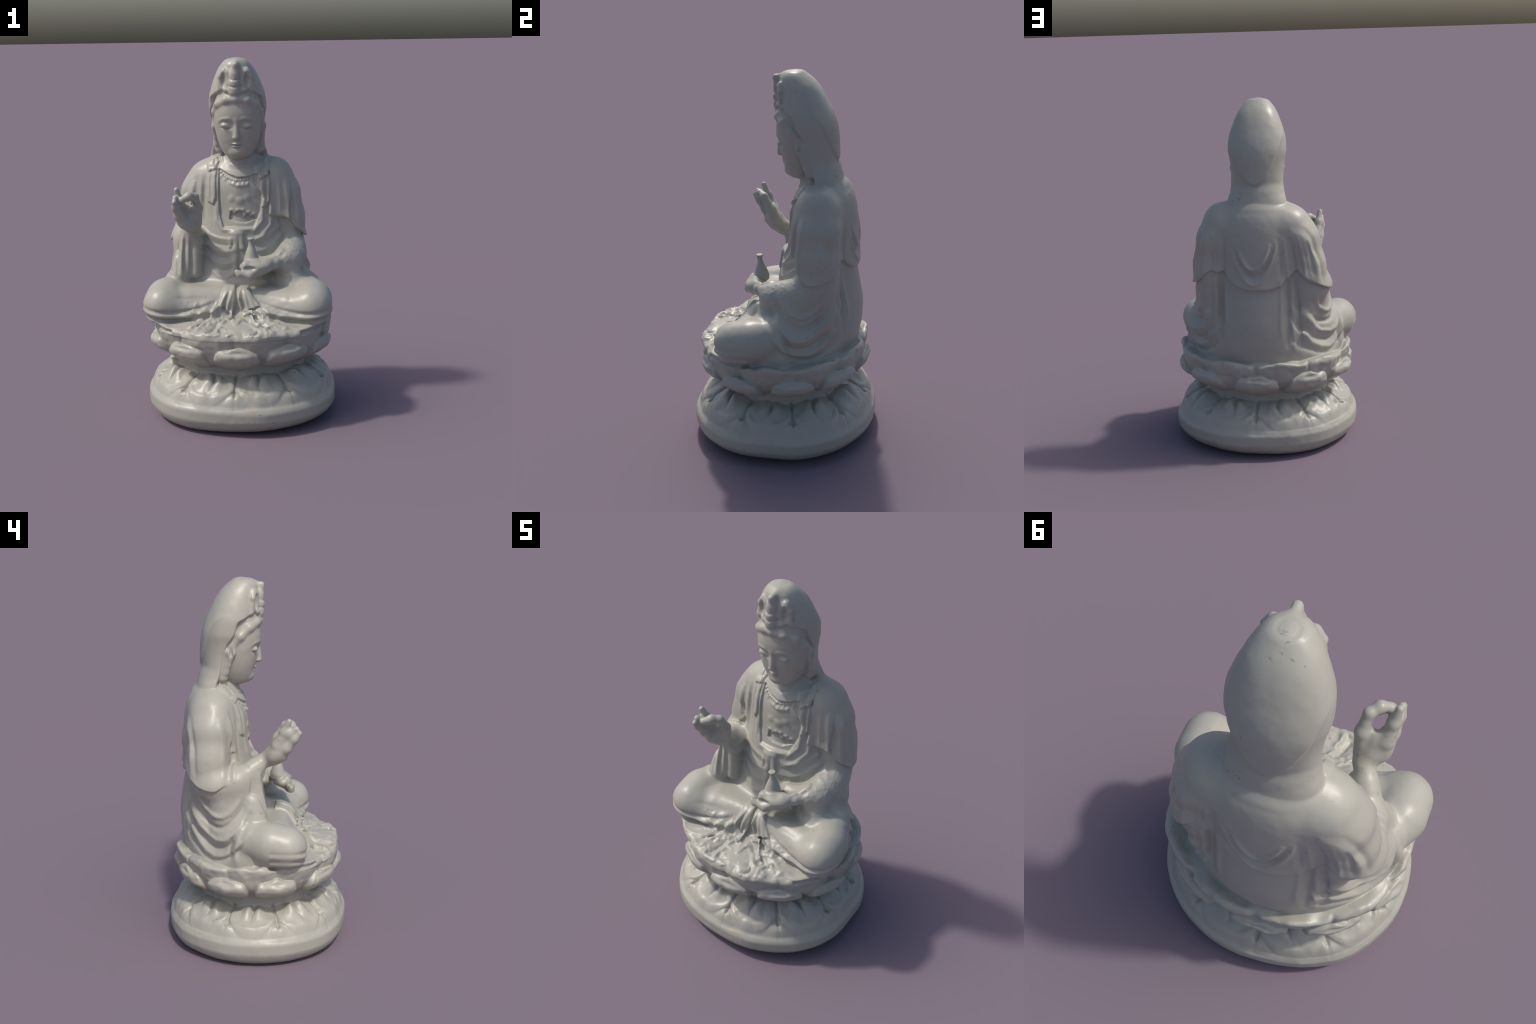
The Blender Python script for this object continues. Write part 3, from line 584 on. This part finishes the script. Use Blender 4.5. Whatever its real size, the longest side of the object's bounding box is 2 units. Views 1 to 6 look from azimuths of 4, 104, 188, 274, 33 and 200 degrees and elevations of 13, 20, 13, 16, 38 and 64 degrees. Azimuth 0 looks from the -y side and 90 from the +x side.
# =====================================================================  MATERIAL
def porcelain():
    m = bpy.data.materials.new('glazed_porcelain'); m.use_nodes = True; t = m.node_tree; nd = t.nodes; lk = t.links
    b = nd['Principled BSDF']; tc = nd.new('ShaderNodeTexCoord'); o = tc.outputs['Object']
    def noise_(scale, det=4, rough=.6):
        n = nd.new('ShaderNodeTexNoise'); n.inputs['Scale'].default_value = scale; n.inputs['Detail'].default_value = det; n.inputs['Roughness'].default_value = rough; lk.new(o, n.inputs['Vector']); return n.outputs['Fac']
    def ramp(src, a, b_):
        r = nd.new('ShaderNodeMapRange'); r.inputs['From Min'].default_value = a; r.inputs['From Max'].default_value = b_; lk.new(src, r.inputs['Value']); return r.outputs['Result']
    def mul(a, v):
        x = nd.new('ShaderNodeMath'); x.operation = 'MULTIPLY'; lk.new(a, x.inputs[0])
        if isinstance(v, float): x.inputs[1].default_value = v
        else: lk.new(v, x.inputs[1])
        return x.outputs[0]
    def mix(f, a, c):
        x = nd.new('ShaderNodeMix'); x.data_type = 'RGBA'; lk.new(f, x.inputs['Factor'])
        if isinstance(a, tuple): x.inputs['A'].default_value = (*a, 1)
        else: lk.new(a, x.inputs['A'])
        x.inputs['B'].default_value = (*c, 1); return x.outputs['Result']
    col = mix(ramp(noise_(3.0), .35, .65), (.366, .361, .314), (.386, .375, .323))
    col = mix(mul(ramp(noise_(9.0, 6), .55, .75), .35), col, (.355, .360, .333))
    col = mix(mul(ramp(noise_(5.5, 2), .70, .78), .35), col, (.42, .31, .20))            # faint tan stains
    vo = nd.new('ShaderNodeTexVoronoi'); vo.feature = 'DISTANCE_TO_EDGE'; vo.inputs['Scale'].default_value = 34.0
    wp = nd.new('ShaderNodeMix'); wp.data_type = 'RGBA'; wp.inputs['Factor'].default_value = .06; lk.new(o, wp.inputs['A'])
    wn = nd.new('ShaderNodeTexNoise'); wn.inputs['Scale'].default_value = 20.0; lk.new(o, wn.inputs['Vector']); lk.new(wn.outputs['Color'], wp.inputs['B']); lk.new(wp.outputs['Result'], vo.inputs['Vector'])
    crack = mul(mul(ramp(vo.outputs['Distance'], .075, .02), ramp(noise_(42.0, 2), .60, .66)), ramp(noise_(5.7, 3), .53, .63))
    col = mix(mul(crack, .70), col, (.11, .11, .105))                                     # short dark nicks in the glaze
    col = mix(mul(ramp(noise_(110.0, 2), .73, .77), .7), col, (.09, .09, .085))            # pin holes
    lk.new(col, b.inputs['Base Color'])
    lk.new(ramp(noise_(14.0), .2, .9), b.inputs['Roughness']) if False else None
    b.inputs['Roughness'].default_value = .39
    b.inputs['Specular IOR Level'].default_value = .45
    bump = nd.new('ShaderNodeBump'); bump.inputs['Strength'].default_value = .12; bump.inputs['Distance'].default_value = .004
    lk.new(noise_(40.0, 4), bump.inputs['Height']); lk.new(bump.outputs['Normal'], b.inputs['Normal'])
    return m
MAT = porcelain()

# =====================================================================  SPLIT INTO PARTS
root = bpy.data.objects.new('seated_goddess_statue', None); bpy.context.scene.collection.objects.link(root)
root['label'] = 'white glazed porcelain seated robed goddess on lotus pedestal'; root['category'] = 'statue'
PARENT = {'pedestal_petal': 'pedestal', 'lower_lotus_petal': 'lotus_seat', 'upper_lotus_petal': 'lotus_seat', 'nose': 'head', 'lips': 'head', 'eyelid': 'head', 'ear': 'head',
          'finger': 'hand', 'necklace': 'chest', 'chest_pendant': 'chest'}
def build(name, li, faces):
    used, inv = np.unique(faces, return_inverse=True); inv = inv.reshape(faces.shape)
    me = bpy.data.meshes.new(name); me.vertices.add(len(used)); me.vertices.foreach_set('co', P[used].astype(np.float32).ravel())
    me.loops.add(inv.size); me.loops.foreach_set('vertex_index', inv.astype(np.int32).ravel())
    me.polygons.add(len(inv)); me.polygons.foreach_set('loop_start', np.arange(0, inv.size, 4, dtype=np.int32))
    me.polygons.foreach_set('use_smooth', np.ones(len(inv), bool))
    me.update(calc_edges=True); me.validate()
    me.normals_split_custom_set_from_vertices(NV[used].astype(np.float32).tolist())
    me.materials.append(MAT)
    ob = bpy.data.objects.new(name, me); bpy.context.scene.collection.objects.link(ob); return ob
FL = L[Q[:, 0]]
objs = {}
for li, nm in enumerate(NAMES):
    f = Q[FL == li]
    if len(f) < 8:
        if len(f): FL[FL == li] = TORSO
        print('small part', nm, len(f)); continue
    objs[li] = (nm, build(nm, li, f))
first = {}
for li, (nm, ob) in objs.items(): first.setdefault(nm, ob)
for li, (nm, ob) in objs.items():
    p = PARENT.get(nm)
    if nm == 'finger': par_ob = objs[HAND_R if li in FING else HAND_L][1]
    else: par_ob = first[p] if p in first else root
    ob.parent = par_ob
print('faces', len(Q), 'extent', P[Q.ravel()].min(0), P[Q.ravel()].max(0))
